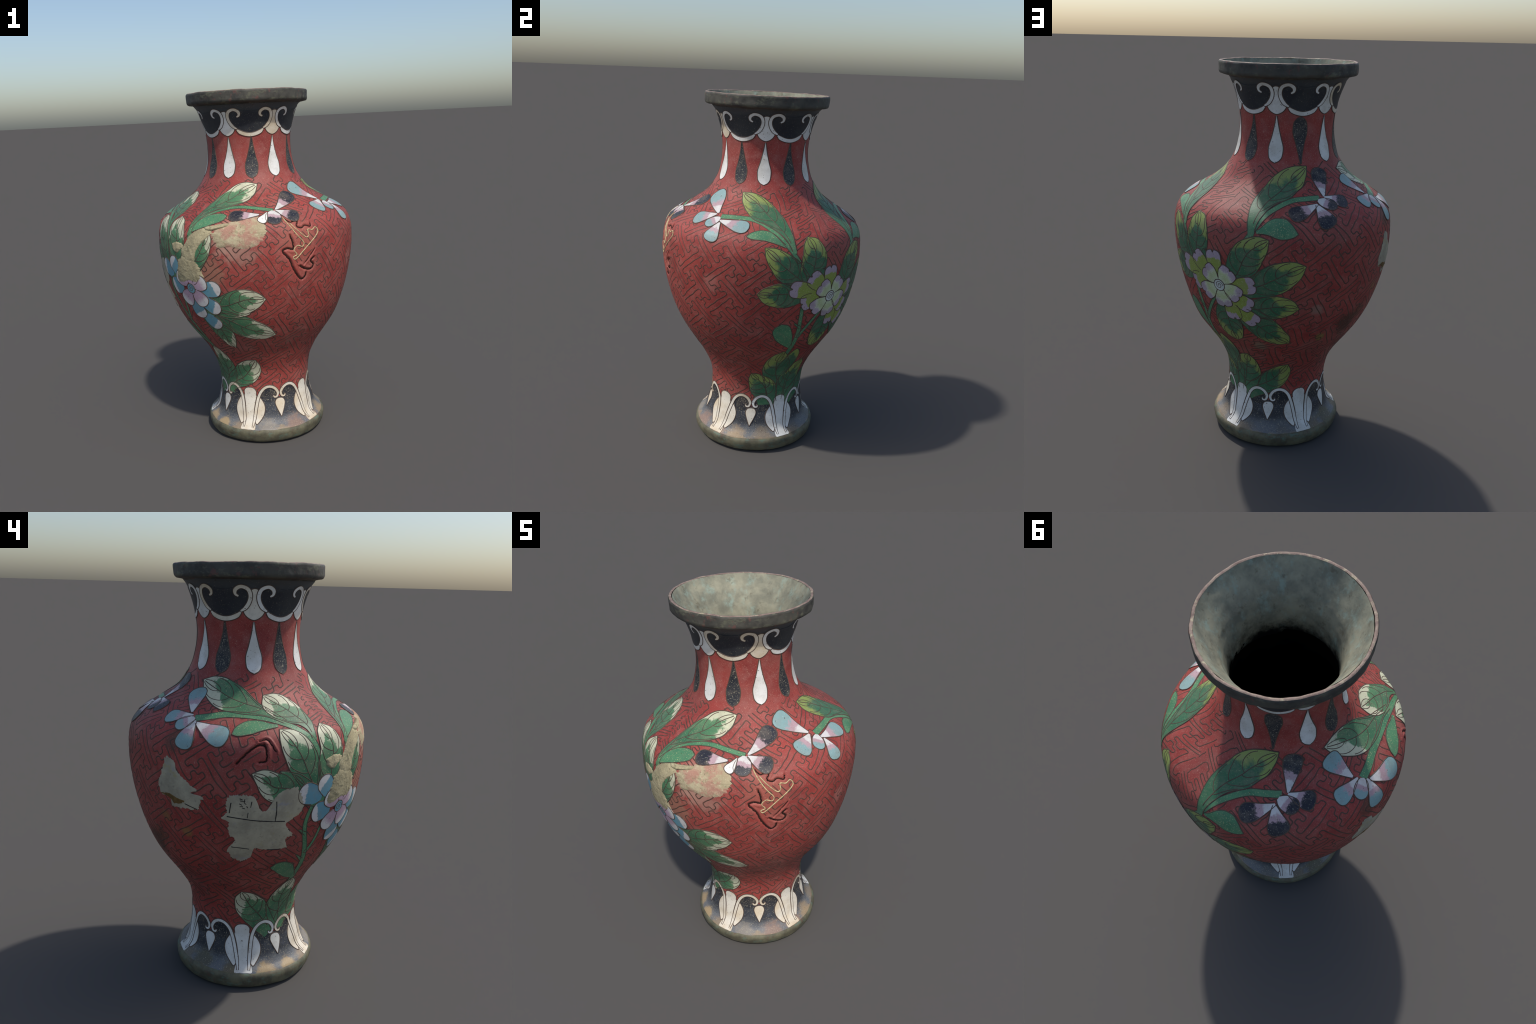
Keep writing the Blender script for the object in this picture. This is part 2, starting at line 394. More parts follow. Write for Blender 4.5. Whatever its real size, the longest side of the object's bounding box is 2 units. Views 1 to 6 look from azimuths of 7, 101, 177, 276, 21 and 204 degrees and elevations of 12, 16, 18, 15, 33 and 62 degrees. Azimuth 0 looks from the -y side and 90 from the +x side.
# sand-coloured losses and grime round the edge of the foot
FOOT_STAINS = [(296, .088, .03, .06, (166, 142, 106), .9), (318, .086, .03, .06, (170, 146, 108), .9), (338, .090, .02, .06, (150, 130, 104), .7),
               (266, .09, .03, .065, (104, 94, 72), .85), (236, .10, .03, .08, (92, 86, 66), .85), (216, .098, .02, .07, (110, 98, 76), .7),
               (38, .092, .03, .08, (140, 112, 96), .75), (62, .090, .03, .075, (150, 120, 100), .8), (84, .093, .03, .07, (156, 134, 104), .7), (112, .096, .03, .07, (140, 122, 98), .6),
               (8, .094, .03, .07, (140, 130, 116), .6), (150, .092, .02, .06, (104, 96, 84), .6), (185, .09, .02, .06, (96, 92, 84), .5)]
def foot_material():
    M = Mat("slate_foot_enamel", .5, .35); Z = M.xyz(True)[2]
    n = M.math("MULTIPLY", M.math("SUBTRACT", M.noise(13, 5, .7), .5), .13)
    h = M.math("ADD", Z, n)
    col = M.mix(M.mask(h, .10, .17), srgb(104, 106, 108), srgb(58, 60, 65))
    col = M.mix(M.math("MULTIPLY", M.mask(M.noise(26, 4, .7), .5, .72), .5), col, srgb(92, 96, 106))
    tan = M.mask(M.math("ADD", Z, M.math("MULTIPLY", M.math("SUBTRACT", M.noise(7, 4, .65, False, (1, 1, 2)), .5), .11)), .094, .076)
    col = M.mix(M.math("MULTIPLY", tan, .75), col, srgb(146, 126, 98))
    for (a, z, r0, r1, c, k) in FOOT_STAINS:
        d, _, _ = M.near(wall(a, z), r0, r1)
        d = M.math("ADD", d, M.math("MULTIPLY", M.math("SUBTRACT", M.noise(24, 5, .75, False, (1, 1, 1.7)), .5), r1 * 1.5))
        col = M.mix(M.math("MULTIPLY", M.mask(d, r1, r0), k), col, srgb(*c))
    col = grain(M, col, srgb(190, 180, 150), .5, .6, .68)
    M.bump(M.noise(60, 5, .65), .5, .003)
    return M.done(col)
MAT["foot"] = foot_material()

def bronze(name, c0, c1, c2, c3, s=11):
    M = Mat(name, .62, .35)
    col = M.mix(M.mask(M.noise(s, 5, .65), .35, .65), srgb(*c0), srgb(*c1))
    col = M.mix(M.math("MULTIPLY", M.mask(M.noise(s * 1.6, 5, .7, False, (1, 1, 1.8)), .52, .68), .8), col, srgb(*c2))
    col = M.mix(M.math("MULTIPLY", M.mask(M.noise(s * 2.4, 4, .7, False, (1.2, .8, 1)), .57, .68), .7), col, srgb(*c3))
    M.bump(M.noise(45, 6, .7), .5, .003)
    return M.done(col)
MAT["rim"] = bronze("dark_patinated_rim", (80, 78, 70), (60, 58, 54), (104, 104, 86), (108, 72, 66))
MAT["lip"] = bronze("worn_copper_lip", (142, 124, 112), (118, 98, 90), (178, 170, 140), (92, 72, 66), 26)
MAT["base"] = bronze("verdigris_base_ring", (108, 104, 82), (80, 76, 62), (92, 112, 98), (96, 74, 62), 14)

def inner_material():
    M = Mat("verdigris_inner_wall", .8, .15)
    col = M.mix(M.mask(M.noise(9, 5, .65), .32, .68), srgb(158, 155, 134), srgb(120, 120, 106))
    col = M.mix(M.math("MULTIPLY", M.mask(M.noise(17, 5, .7, False, (1, 1, .6)), .5, .7), .6), col, srgb(150, 172, 160))
    col = M.mix(M.math("MULTIPLY", M.mask(M.noise(24, 4, .7), .56, .7), .55), col, srgb(96, 88, 72))
    Z = M.xyz(True)[2]                                   # colour darkened down the throat for fading daylight, ragged edge
    shade_mask = M.mask(M.math("ADD", Z, M.math("MULTIPLY", M.math("SUBTRACT", M.noise(11, 5, .7), .5), .22)), 1.77, 1.66)
    col = M.mix(shade_mask, col, srgb(14, 14, 13))
    M.bump(M.noise(50, 5, .7), .4, .002)
    return M.done(col)
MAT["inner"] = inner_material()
def painted_shade_material():
    M = Mat("shade_blackened_inner_wall", 1.0, .0)
    col = M.mix(M.mask(M.noise(9, 4, .6), .3, .7), srgb(16, 16, 15), srgb(8, 8, 8))  # painted near-black for the lack of light deep in the vase
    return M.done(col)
MAT["throat_shade"] = painted_shade_material()

def putty_material():
    M = Mat("old_plaster_filler", .9, .1)
    col = M.mix(M.mask(M.noise(8, 5, .7), .3, .7), srgb(190, 178, 146), srgb(164, 150, 120))
    col = M.mix(M.math("MULTIPLY", M.mask(M.noise(14, 5, .75, False, (1, .7, 1.2)), .42, .58), .8), col, srgb(172, 122, 108))
    col = M.mix(M.math("MULTIPLY", M.mask(M.noise(21, 4, .7), .57, .68), .6), col, srgb(120, 128, 92))
    col = grain(M, col, srgb(215, 208, 180), .4, .6, .7, 160, srgb(72, 60, 46), .6)
    M.bump(M.noise(40, 6, .7), .7, .005)
    return M.done(col)
MAT["putty"] = putty_material()
def putty_plain():
    M = Mat("pale_plaster_filler", .9, .1)
    col = M.mix(M.mask(M.noise(12, 5, .7), .3, .7), srgb(184, 172, 138), srgb(146, 136, 108))
    col = M.mix(M.math("MULTIPLY", M.mask(M.noise(19, 5, .7), .55, .68), .6), col, srgb(106, 112, 84))
    col = grain(M, col, srgb(215, 208, 180), .4, .6, .7, 160, srgb(72, 60, 46), .6)
    M.bump(M.noise(40, 6, .7), .7, .005)
    return M.done(col)
MAT["putty2"] = putty_plain()

def paper_material():
    M = Mat("aged_paper_label", .85, .15)
    col = M.mix(M.mask(M.noise(10, 5, .7), .3, .7), srgb(184, 174, 150), srgb(154, 145, 126))
    col = M.mix(M.math("MULTIPLY", M.mask(M.noise(9, 4, .7, False, (1, 1, 1.5)), .58, .72), .5), col, srgb(136, 140, 160))
    col = M.mix(M.math("MULTIPLY", M.mask(M.noise(12, 4, .7, False, (1.4, 1, 1)), .6, .72), .5), col, srgb(165, 150, 96))
    col = M.mix(M.math("MULTIPLY", M.mask(M.noise(60, 4, .7), .58, .7), .5), col, srgb(110, 106, 98))
    M.bump(M.noise(70, 5, .7), .4, .002)
    return M.done(col)
MAT["paper"] = paper_material()
def plain(name, c, rough=.8):
    M = Mat(name, rough, .2)
    return M.done(M.mix(M.mask(M.noise(60, 3, .6), .35, .7), srgb(*c), srgb(*[int(q * .75) for q in c])))
MAT["ink"] = plain("black_ink", (46, 44, 44))
MAT["rust"] = plain("rust_stain", (120, 92, 52))
MAT["bare_wire"] = plain("bare_pale_wire", (206, 186, 140), .5)
MAT["crack"] = plain("dark_crevice", (52, 34, 28), .9)
MAT["bare_ground"] = plain("bare_pink_ground", (160, 92, 80), .8)

# ------------------------------------------------------------------ lathe parts
# peeled places: (line of wall points, groove width, groove depth, lip height)
GOUGES = [([(25.9, 1.246), (27.0, 1.213), (27.0, 1.175), (23.8, 1.181), (21.2, 1.167), (24.9, 1.121), (26.9, 1.075), (29.5, 1.032), (32.3, 1.006), (34.5, 1.02), (35.0, 1.039)], .006, .007, .0026),
          ([(31.1, 1.079), (34.4, 1.06), (37.9, 1.055), (39.6, 1.076), (37.8, 1.099), (39.6, 1.116)], .006, .008, .0026),
          ([(40.4, 1.163), (33.3, 1.086)], .0035, .005, .002),
          ([(25.3, 1.328), (28.1, 1.312), (32.5, 1.319), (31.0, 1.29), (33.4, 1.279), (36.1, 1.289), (39.3, 1.281), (40.1, 1.298)], .005, .005, .002),
          ([(272.5, 1.2), (277.3, 1.25), (281.4, 1.276), (284.1, 1.278)], .005, .007, .0026),
          ([(284.1, 1.278), (285.0, 1.259), (285.0, 1.215), (281.9, 1.207)], .005, .005, .002),
          ([(281.9, 1.29), (285.7, 1.296), (289.1, 1.25)], .004, .004, .003)]

def gouge_depth(A, Zg):
    """offset of the wall at grid points near the peeled lines"""
    off = np.zeros_like(A)
    for pts, w, dep, lip in GOUGES:
        c = catmull(pts, 10)
        lo, hi = c.min(0), c.max(0)
        ref = c[0, 0]
        Aw = ref + ((A - ref + 180) % 360 - 180)
        idx = np.argwhere((Aw > lo[0] - 4) & (Aw < hi[0] + 4) & (Zg > lo[1] - .03) & (Zg < hi[1] + .03))
        if len(idx) == 0: continue
        a = Aw[idx[:, 0], idx[:, 1]]; z = Zg[idx[:, 0], idx[:, 1]]; r = RAD(z)
        d = np.full(len(a), 9.0); sd = np.zeros(len(a))
        for i in range(len(c) - 1):
            px, py = np.radians(a - c[i, 0]) * r, ARC(z) - ARC(c[i, 1])
            qx, qy = np.radians(c[i + 1, 0] - c[i, 0]) * r, ARC(c[i + 1, 1]) - ARC(c[i, 1])
            t = np.clip((px * qx + py * qy) / (qx * qx + qy * qy + 1e-12), 0, 1)
            e = np.hypot(px - t * qx, py - t * qy); s = np.sign(qx * py - qy * px)
            k = e < d; d = np.where(k, e, d); sd = np.where(k, s, sd)
        off[idx[:, 0], idx[:, 1]] += -dep * np.exp(-(d / w) ** 2) + lip * np.exp(-((d - w * 2.2) / (w * 1.4)) ** 2) * (sd > 0)
    return off

def build_wall():
    az = np.arange(0, 360, .6)
    az = np.unique(np.round(np.concatenate([az, np.arange(17, 46, .2), np.arange(268, 294, .25)]), 3))
    z = np.unique(np.round(np.concatenate([np.arange(.075, 1.925, .0045), np.arange(.98, 1.34, .0025), [.25, 1.5, 1.81, 1.925]]), 4))
    keep = [z[0]]
    for q in z[1:]:
        if q - keep[-1] > .0018 or q in (.25, 1.5, 1.81, 1.925):
            if q in (.25, 1.5, 1.81, 1.925) and q - keep[-1] < .0018: keep.pop()
            keep.append(q)
    z = np.array(keep)
    Zg, Ag = np.meshgrid(z, az, indexing='ij')
    P = wall(Ag, Zg)
    off = gouge_depth(Ag, Zg)
    # hand-made unevenness, stronger towards the worn foot
    u = np.array([[noise.noise(Vector((p[0] * 3, p[1] * 3, p[2] * 3))) for p in row[::6]] for row in P[::6]])
    iu = np.interp(np.arange(len(z)), np.arange(0, len(z), 6), np.arange(u.shape[0]))
    U = np.empty_like(off); acol = np.arange(0, len(az), 6)
    rows = np.array([np.interp(np.arange(len(az)), np.append(acol, len(az)), np.append(r, r[0])) for r in u])
    i0 = np.clip(iu.astype(int), 0, len(rows) - 2); fr = (iu - i0)[:, None]
    U = rows[i0] * (1 - fr) + rows[i0 + 1] * fr
    P = wall(Ag, Zg, off + U * .0006)
    n, m = len(z), len(az)
    # vertex normals of the whole wall
    du = np.roll(P, -1, 1) - np.roll(P, 1, 1); dv = np.gradient(P, axis=0)
    N = np.cross(du, dv); N /= np.linalg.norm(N, axis=2, keepdims=True)
    for name, z0, z1, mat in (("foot", .075, .25, "foot"), ("body", .25, 1.5, "red"), ("neck", 1.5, 1.81, "red"), ("collar", 1.81, 1.925, "collar")):
        i0 = int(np.argmin(abs(z - z0))); i1 = int(np.argmin(abs(z - z1)))
        V = P[i0:i1 + 1].reshape(-1, 3); F = grid_faces(i1 - i0 + 1, m, True)
        ob = make_object(name, V, F, MAT[mat])
        ob.data.normals_split_custom_set_from_vertices(N[i0:i1 + 1].reshape(-1, 3).tolist())
build_wall()

def lathe(name, prof, mat, cxy, n=400, tilt=None, rough=0.0, rscale=9.0, flip=False, per=None, step=.004):
    """prof: (r, z) points, straight between; tilt: function(azimuth) -> dz"""
    pr = [np.array(prof[0], float)]
    for a, b in zip(prof[:-1], prof[1:]):
        a = np.array(a, float); b = np.array(b, float); k = max(1, int(np.hypot(*(b - a)) / step))
        pr += [a + (b - a) * (i + 1) / k for i in range(k)]
    pr = np.array(pr); az = np.linspace(0, 2 * math.pi, n, endpoint=False)
    V = np.empty((len(pr), n, 3))
    for i, (r, z) in enumerate(pr):
        for j, a in enumerate(az):
            dz = tilt(math.degrees(a), z) if tilt else 0.0
            rr = r
            x, y = cxy[0] + r * math.sin(a), cxy[1] - r * math.cos(a)
            if rough:
                q = fbm(x, y, z, rscale, 4); rr = r + rough * q; dz += rough * .6 * fbm(x, y, z + 5, rscale, 3)
            V[i, j] = (cxy[0] + rr * math.sin(a), cxy[1] - rr * math.cos(a), z + dz)
    F = grid_faces(len(pr), n, True)
    if flip: F = [f[::-1] for f in F]
    return make_object(name, V.reshape(-1, 3), F, MAT[mat])

# rim: heavy square-edged metal band, worn along its top
RIM_C = (-.0135, .0025)
rim_tilt = lambda a, z: .0045 * math.cos(math.radians(a)) * (1 if z > 1.9 else 0)
lathe("rim", [(.300, 1.9215), (.306, 1.927), (.320, 1.9295), (.333, 1.931), (.3395, 1.936), (.3425, 1.945), (.3435, 1.975), (.3435, 1.987), (.340, 1.9925)], "rim", RIM_C, 480, rim_tilt, .0035, 11)
lathe("lip", [(.340, 1.9925), (.3365, 1.995), (.332, 1.995), (.3275, 1.992)], "lip", RIM_C, 480, rim_tilt, .0035, 11)
inner_prof = [(.3275, 1.992), (.312, 1.962), (.294, 1.93), (.274, 1.895), (.250, 1.85), (.234, 1.80), (.225, 1.75), (.2205, 1.70), (.2215, 1.66)]
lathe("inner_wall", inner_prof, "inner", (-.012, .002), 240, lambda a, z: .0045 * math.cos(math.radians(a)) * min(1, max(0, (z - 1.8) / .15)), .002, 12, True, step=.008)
lathe("inner_belly", [(.2185, 1.685), (.2195, 1.66), (.222, 1.60), (.234, 1.54), (.254, 1.49), (.302, 1.41), (.358, 1.31), (.398, 1.20), (.418, 1.10), (.430, 1.0), (.42, .88), (.36, .78), (.20, .73), (.001, .72)], "throat_shade", (-.0095, .001), 120, None, 0, 9, True, step=.03)
# base ring: verdigris metal band, standing a little uneven
foot_lift = lambda a, z: (.0025 + .0035 * math.cos(math.radians(a - 45))) * max(0.0, 1 - z / .07)
lathe("base_ring", [(.330, .0855), (.339, .0845), (.346, .0815), (.3515, .0755), (.3545, .067), (.355, .058), (.354, .047), (.3515, .035), (.347, .021), (.341, .010), (.334, .0045), (.322, .0025), (.31, .003), (.30, .009), (.295, .025), (.05, .03), (.001, .03)],
      "base", (.0195, -.0095), 420, foot_lift, .003, 10)

# ------------------------------------------------------------------ fret work
def fret():
    bottom = [(.5, 3.5), (1.5, 3.5), (1.5, 2.5), (2.5, 2.5), (2.5, 3.5), (3.5, 3.5), (3.5, 4.5)]
    cell = bottom + [(-b, a) for b, a in bottom[::-1]]
    cell = cell + [(-b, -a) for b, a in cell]                      # I-shaped cell, closed
    # round the corners
    path = []; k = len(cell)
    for i in range(k):
        p0, p1, p2 = (np.array(cell[(i + d) % k], float) for d in (-1, 0, 1))
        d0 = (p1 - p0) / np.linalg.norm(p1 - p0); d2 = (p2 - p1) / np.linalg.norm(p2 - p1); r = .42
        for t in np.linspace(0, 1, 5):
            a, b = p1 - d0 * r, p1 + d2 * r
            path.append((1 - t) ** 2 * a + 2 * t * (1 - t) * p1 + t * t * b)
        L = np.linalg.norm(p2 - p1) - 2 * r
        for j in range(1, int(L / .3)): path.append(p1 + d2 * (r + L * j / int(L / .3)))
    path = np.array(path)
    acc = Acc()
    R0, EXP = .55, .85
    zt = np.linspace(.2, 1.6, 2000); yt = np.concatenate([[0], np.cumsum(np.diff(ARC(zt)) * (R0 / RAD((zt[1:] + zt[:-1]) / 2)) ** (1 - EXP))])
    # the four fields between the sprays: (centre azimuth, left limit, right limit, one cell centre, unit size, turn)
    for ac, lo, hi, anchor, u, turn in ((55, -38, 143, (71.3, 1.231), .0262, 38), (236, 143, 322, (264.1, 1.147), .0268, 35)):
        ca, sa = math.cos(math.radians(turn)), math.sin(math.radians(turn))
        yc = np.interp(anchor[1], zt, yt); xc = math.radians(anchor[0] - ac) * R0 ** (1 - EXP) * RAD(anchor[1]) ** EXP
        for i in range(-14, 15):
            for j in range(-14, 15):
                if (i + j) % 2: continue
                b = path[:, 0] + 5 * i; a = path[:, 1] + 5 * j
                X = xc + u * (b * ca + a * sa); Y = yc + u * (b * sa - a * ca)
                X = X + .0022 * np.sin(Y * 41 + i) + .0012 * np.sin(Y * 97 + X * 60); Y = Y + .0022 * np.sin(X * 37 + j) + .0012 * np.sin(X * 89)
                if Y.max() < yt[0] or Y.min() > yt[-1]: continue
                z = np.interp(Y, yt, zt); az = ac + np.degrees(X / (R0 ** (1 - EXP) * RAD(z) ** EXP))
                top = 1.515 + .02 * np.sin(az * .21)
                ok = (Y > yt[0]) & (Y < yt[-1]) & (z > .262) & (z < top) & (az > lo) & (az < hi)
                for pts, w, dep, lip in GOUGES:                 # no wire left where the enamel has peeled
                    for q in catmull(pts, 4):
                        ok &= np.hypot(np.radians((az - q[0] + 180) % 360 - 180) * .56, z - q[1]) > .016
                az = np.append(az, az[0]); z = np.append(z, z[0]); ok = np.append(ok, ok[0])
                s = 0
                while s < len(ok):
                    if ok[s]:
                        e = s
                        while e < len(ok) and ok[e]: e += 1
                        if e - s > 3: wire(acc, az[s:e], z[s:e], .0074, .0003, .0003)
                        s = e
                    else: s += 1
    make_object("fret_wire", acc.verts(), acc.f, MAT["fret"], kind="stuff")
fret()

# ------------------------------------------------------------------ leaves
TS = [0, .15, .3, .45, .6, .75, .9, 1.0]
def width_curve(w): return pchip(TS, [max(q, 0) / 1000 for q in w] + [0.0])
LAYER = [0]
def leaf(spine, wl, wr, mat, veins=((.28, .50, .90), (.45, .68, .90), (.61, .84, .86), (.76, .97, .45)), rib0=.12, edge0=.04):
    LAYER[0] += 1
    lift = .0012 + .00012 * (LAYER[0] % 8)
    S = Strip(spine, width_curve(wl), width_curve(wr), 48, 11)
    ob = S.tile("leaf", MAT[mat], lift)
    acc = Acc(); S.edge(acc, lift, .0058, edge0)
    if veins:
        t = np.linspace(rib0, .97, 40); S.vein(acc, t, 0 * t, lift, .0062)
        for i, (t0, t1, fe) in enumerate(veins):            # U-shaped veins, open towards the tip
            for sg in (1, -1):
                q = np.linspace(0, math.pi / 2, 26); ts = t0 + .015 * sg
                S.vein(acc, ts + (t1 - ts) * (1 - np.cos(q)) ** .9, sg * fe * np.sin(q) ** .9, lift, .0052)
    make_object("leaf_wire", acc.verts(), acc.f, MAT["wire"], ob)
    return ob

CR, LM, PL = "leaf_cream", "leaf_lime", "leaf_plain"
# spray with the blue flower (front left)
leaf([(298.3, 1.351), (287.0, 1.395), (273.6, 1.418), (263.0, 1.437), (252.5, 1.461), (235.1, 1.495)], [16, 26, 50, 67, 80, 67, 37], [8, 12, 20, 58, 76, 70, 45], CR)
leaf([(308.1, 1.285), (307.1, 1.34), (304.2, 1.37), (300.3, 1.397), (293.7, 1.424), (288.1, 1.446)], [8, 14, 34, 67, 82, 76, 47], [10, 20, 43, 61, 72, 70, 47], CR)
leaf([(327.4, 1.255), (329.9, 1.347), (336.0, 1.387), (348.1, 1.424), (359.3, 1.465), (373.9, 1.496)], [9, 11, 16, 46, 70, 63, 38], [12, 20, 30, 39, 52, 72, 50], CR)
leaf([(318.2, 1.0), (316.8, 1.155), (318.0, 1.238), (317.0, 1.285), (315.0, 1.342)], [20, 40, 62, 72, 76, 68, 46], [20, 40, 58, 66, 64, 57, 42], CR)
leaf([(316, 1.0), (308.2, 1.085), (304.2, 1.153), (301.9, 1.202), (299.3, 1.249), (295.5, 1.301), (291.8, 1.332)], [10, 30, 50, 62, 72, 64, 40], [20, 30, 44, 60, 72, 68, 46], CR)
leaf([(312, 1.03), (299.5, 1.081), (292.9, 1.096), (288.6, 1.103), (283.8, 1.138), (279.0, 1.161)], [40, 50, 56, 64, 70, 55, 30], [36, 46, 58, 70, 72, 58, 35], CR)
leaf([(327, 1.0), (331, 1.1), (336.4, 1.185), (340.8, 1.283)], [30, 36, 40, 46, 48, 44, 30], [30, 40, 48, 54, 54, 47, 32], CR)
leaf([(327.7, .89), (339.2, .819), (348.1, .786), (358.9, .735), (367.8, .709), (378.3, .682)], [30, 43, 52, 62, 75, 66, 40], [40, 60, 68, 70, 74, 68, 46], CR)
leaf([(331.7, .90), (345.1, .874), (356.1, .904), (361.4, .917), (371.7, .915)], [40, 50, 58, 66, 70, 57, 33], [30, 46, 66, 86, 95, 82, 50], CR)
leaf([(333, .83), (337.2, .769), (339.2, .723), (340.2, .674), (341.0, .622), (344.4, .589)], [30, 46, 58, 64, 60, 50, 36], [50, 66, 70, 66, 56, 38, 19], CR)
leaf([(307.9, .262), (299.9, .313), (291.0, .374), (282.6, .429), (275.2, .515)], [50, 60, 68, 76, 76, 63, 42], [36, 44, 52, 60, 70, 62, 42], CR)
leaf([(314.9, .262), (315.9, .37), (315.4, .427), (316.2, .495), (317.0, .572)], [36, 52, 70, 76, 68, 56, 32], [40, 56, 66, 74, 74, 64, 38], CR)
leaf([(314.9, .277), (326.3, .331), (339.9, .371), (349.7, .423), (359.2, .498)], [36, 50, 62, 70, 74, 68, 44], [30, 36, 44, 54, 66, 62, 40], CR)
# spray with the pale flower (back right)
leaf([(119.6, 1.236), (116.3, 1.309), (112.4, 1.352), (106.3, 1.395), (96.6, 1.444), (79.7, 1.491)], [8, 12, 26, 50, 78, 72, 44], [8, 26, 49, 63, 64, 50, 30], LM)
leaf([(161.7, 1.246), (162.5, 1.315), (166.0, 1.373), (173.3, 1.414), (180.2, 1.451), (197.0, 1.518)], [14, 34, 58, 76, 88, 76, 44], [12, 18, 30, 44, 62, 62, 35], LM)
leaf([(136, 1.01), (126.2, 1.072), (116.1, 1.152), (111.2, 1.195), (103.6, 1.267)], [30, 36, 50, 66, 70, 56, 33], [26, 32, 44, 60, 70, 60, 38], LM)
leaf([(134, 1.03), (130.3, 1.136), (131.0, 1.182), (131.0, 1.242), (128.0, 1.311)], [36, 52, 70, 77, 78, 70, 46], [40, 56, 66, 73, 72, 58, 42], LM)
leaf([(130.0, 1.02), (117.1, 1.025), (107.6, 1.021), (100.1, 1.022)], [40, 52, 70, 80, 78, 66, 42], [42, 50, 54, 60, 60, 50, 31], LM)
leaf([(148.0, 1.0), (154.4, 1.05), (158.2, 1.128), (162.1, 1.181), (170.4, 1.232)], [50, 62, 68, 73, 70, 55, 35], [50, 62, 70, 80, 82, 72, 44], LM)
leaf([(151.0, .945), (163.6, .996), (171.5, 1.035), (179.1, 1.076), (188.0, 1.11)], [36, 44, 54, 66, 72, 60, 38], [34, 42, 54, 70, 80, 72, 46], LM)
leaf([(149.2, .89), (161.9, .875), (174.8, .897), (186.1, .886)], [44, 48, 52, 58, 64, 56, 38], [30, 34, 42, 56, 70, 66, 42], LM)
leaf([(152.0, .87), (163.4, .779), (172.1, .718), (183.1, .665)], [60, 72, 80, 84, 80, 64, 42], [45, 52, 60, 66, 66, 56, 36], LM)
leaf([(146.5, .90), (145.6, .798), (145.8, .725), (146.8, .651)], [50, 60, 68, 70, 68, 58, 40], [40, 54, 70, 76, 74, 64, 42], LM)
leaf([(128.2, .262), (127.0, .397), (122.9, .459), (119.0, .561), (121.4, .650)], [46, 62, 70, 76, 78, 64, 40], [30, 40, 52, 68, 80, 74, 46], LM)
leaf([(115.7, .262), (115.4, .318), (113.1, .364), (107.1, .407), (95.3, .471)], [50, 64, 76, 84, 82, 66, 40], [40, 54, 62, 60, 54, 42, 28], LM)
leaf([(137.3, .262), (138.3, .324), (142.3, .426), (148.8, .545)], [40, 52, 64, 70, 66, 54, 36], [40, 56, 78, 88, 84, 68, 42], LM)
leaf([(141.8, .27), (152.7, .32), (165.0, .356), (176.5, .399), (186.5, .487)], [30, 36, 42, 52, 60, 56, 34], [40, 52, 60, 62, 64, 60, 40], LM)
leaf([(129.0, .45), (131.6, .571), (131.7, .660)], [28, 44, 50, 48, 42, 34, 20], [24, 36, 44, 48, 46, 38, 22], LM, ())
# small plain leaves on the stalks
for sp, a, b in (([(328.1, 1.278), (338.1, 1.336), (350.0, 1.353)], [10, 18, 26, 30, 32, 30, 22], [10, 20, 32, 44, 47, 44, 32]),
                 ([(291.5, 1.343), (279.8, 1.337), (269.6, 1.313)], [6, 12, 18, 24, 28, 24, 16], [8, 18, 33, 43, 46, 40, 26]),
                 ([(314.8, .584), (300.5, .669), (292.3, .684)], [8, 22, 32, 36, 37, 32, 20], [10, 20, 28, 38, 46, 44, 28]),
                 ([(114.8, 1.269), (105.5, 1.31), (93.4, 1.313)], [4, 8, 14, 19, 19, 17, 12], [8, 16, 27, 38, 42, 36, 22]),
                 ([(164.1, 1.264), (173.5, 1.28), (184.0, 1.26)], [6, 20, 40, 54, 56, 42, 19], [6, 14, 26, 38, 42, 36, 20]),
                 ([(123.8, .679), (117.5, .764), (114.9, .843)], [6, 20, 32, 42, 50, 52, 40], [8, 22, 34, 44, 48, 48, 36])):
    leaf(sp, a, b, PL, ())

# ------------------------------------------------------------------ stalks
def stalk(pts, w0, w1, thorn=None):
    S = Strip(pts, lambda t: w0 + (w1 - w0) * np.asarray(t, float), lambda t: w0 + (w1 - w0) * np.asarray(t, float), 60, 5)
    ob = S.tile("stalk", MAT[PL], .0009)
    acc = Acc(); S.edge(acc, .0009, .0052); make_object("stalk_wire", acc.verts(), acc.f, MAT["wire"], ob)
stalk([(327.3, 1.235), (330.8, 1.297), (336.0, 1.355), (344.5, 1.379), (357.3, 1.39), (370.3, 1.381), (380.7, 1.369)], .009, .013)
stalk([(247.7, 1.355), (255.0, 1.365), (263.3, 1.376), (272.4, 1.378), (281.3, 1.373), (289.7, 1.362), (299.8, 1.335), (306.9, 1.286), (310.5, 1.20)], .021, .012)
stalk([(72.0, 1.379), (82.3, 1.382), (95.2, 1.379), (104.2, 1.358), (111.5, 1.317), (117.2, 1.256), (122.0, 1.19)], .017, .009)
stalk([(200.3, 1.39), (191.7, 1.389), (181.5, 1.383), (172.6, 1.358), (166.0, 1.321), (161.5, 1.255), (157, 1.19)], .017, .011)
stalk([(309.0, 1.03), (306.3, .943), (306.6, .877), (310.2, .781), (313.0, .71), (314.6, .638), (315.3, .556)], .009, .015)
stalk([(316.8, .92), (315.0, .813), (312.0, .745)], .007, .010)
stalk([(126.0, .96), (126.5, .857), (126.9, .792), (126.4, .731), (125.0, .665), (123.5, .60)], .010, .014)
stalk([(139.7, .905), (135.0, .849), (130.0, .787), (127.2, .745)], .008, .010)
for p, q in (((308.0, .858), (303.4, .886)), ((311.9, .705), (306.7, .742)), ((127.4, .810), (123.0, .841))):
    stalk([p, q], .009, .003)

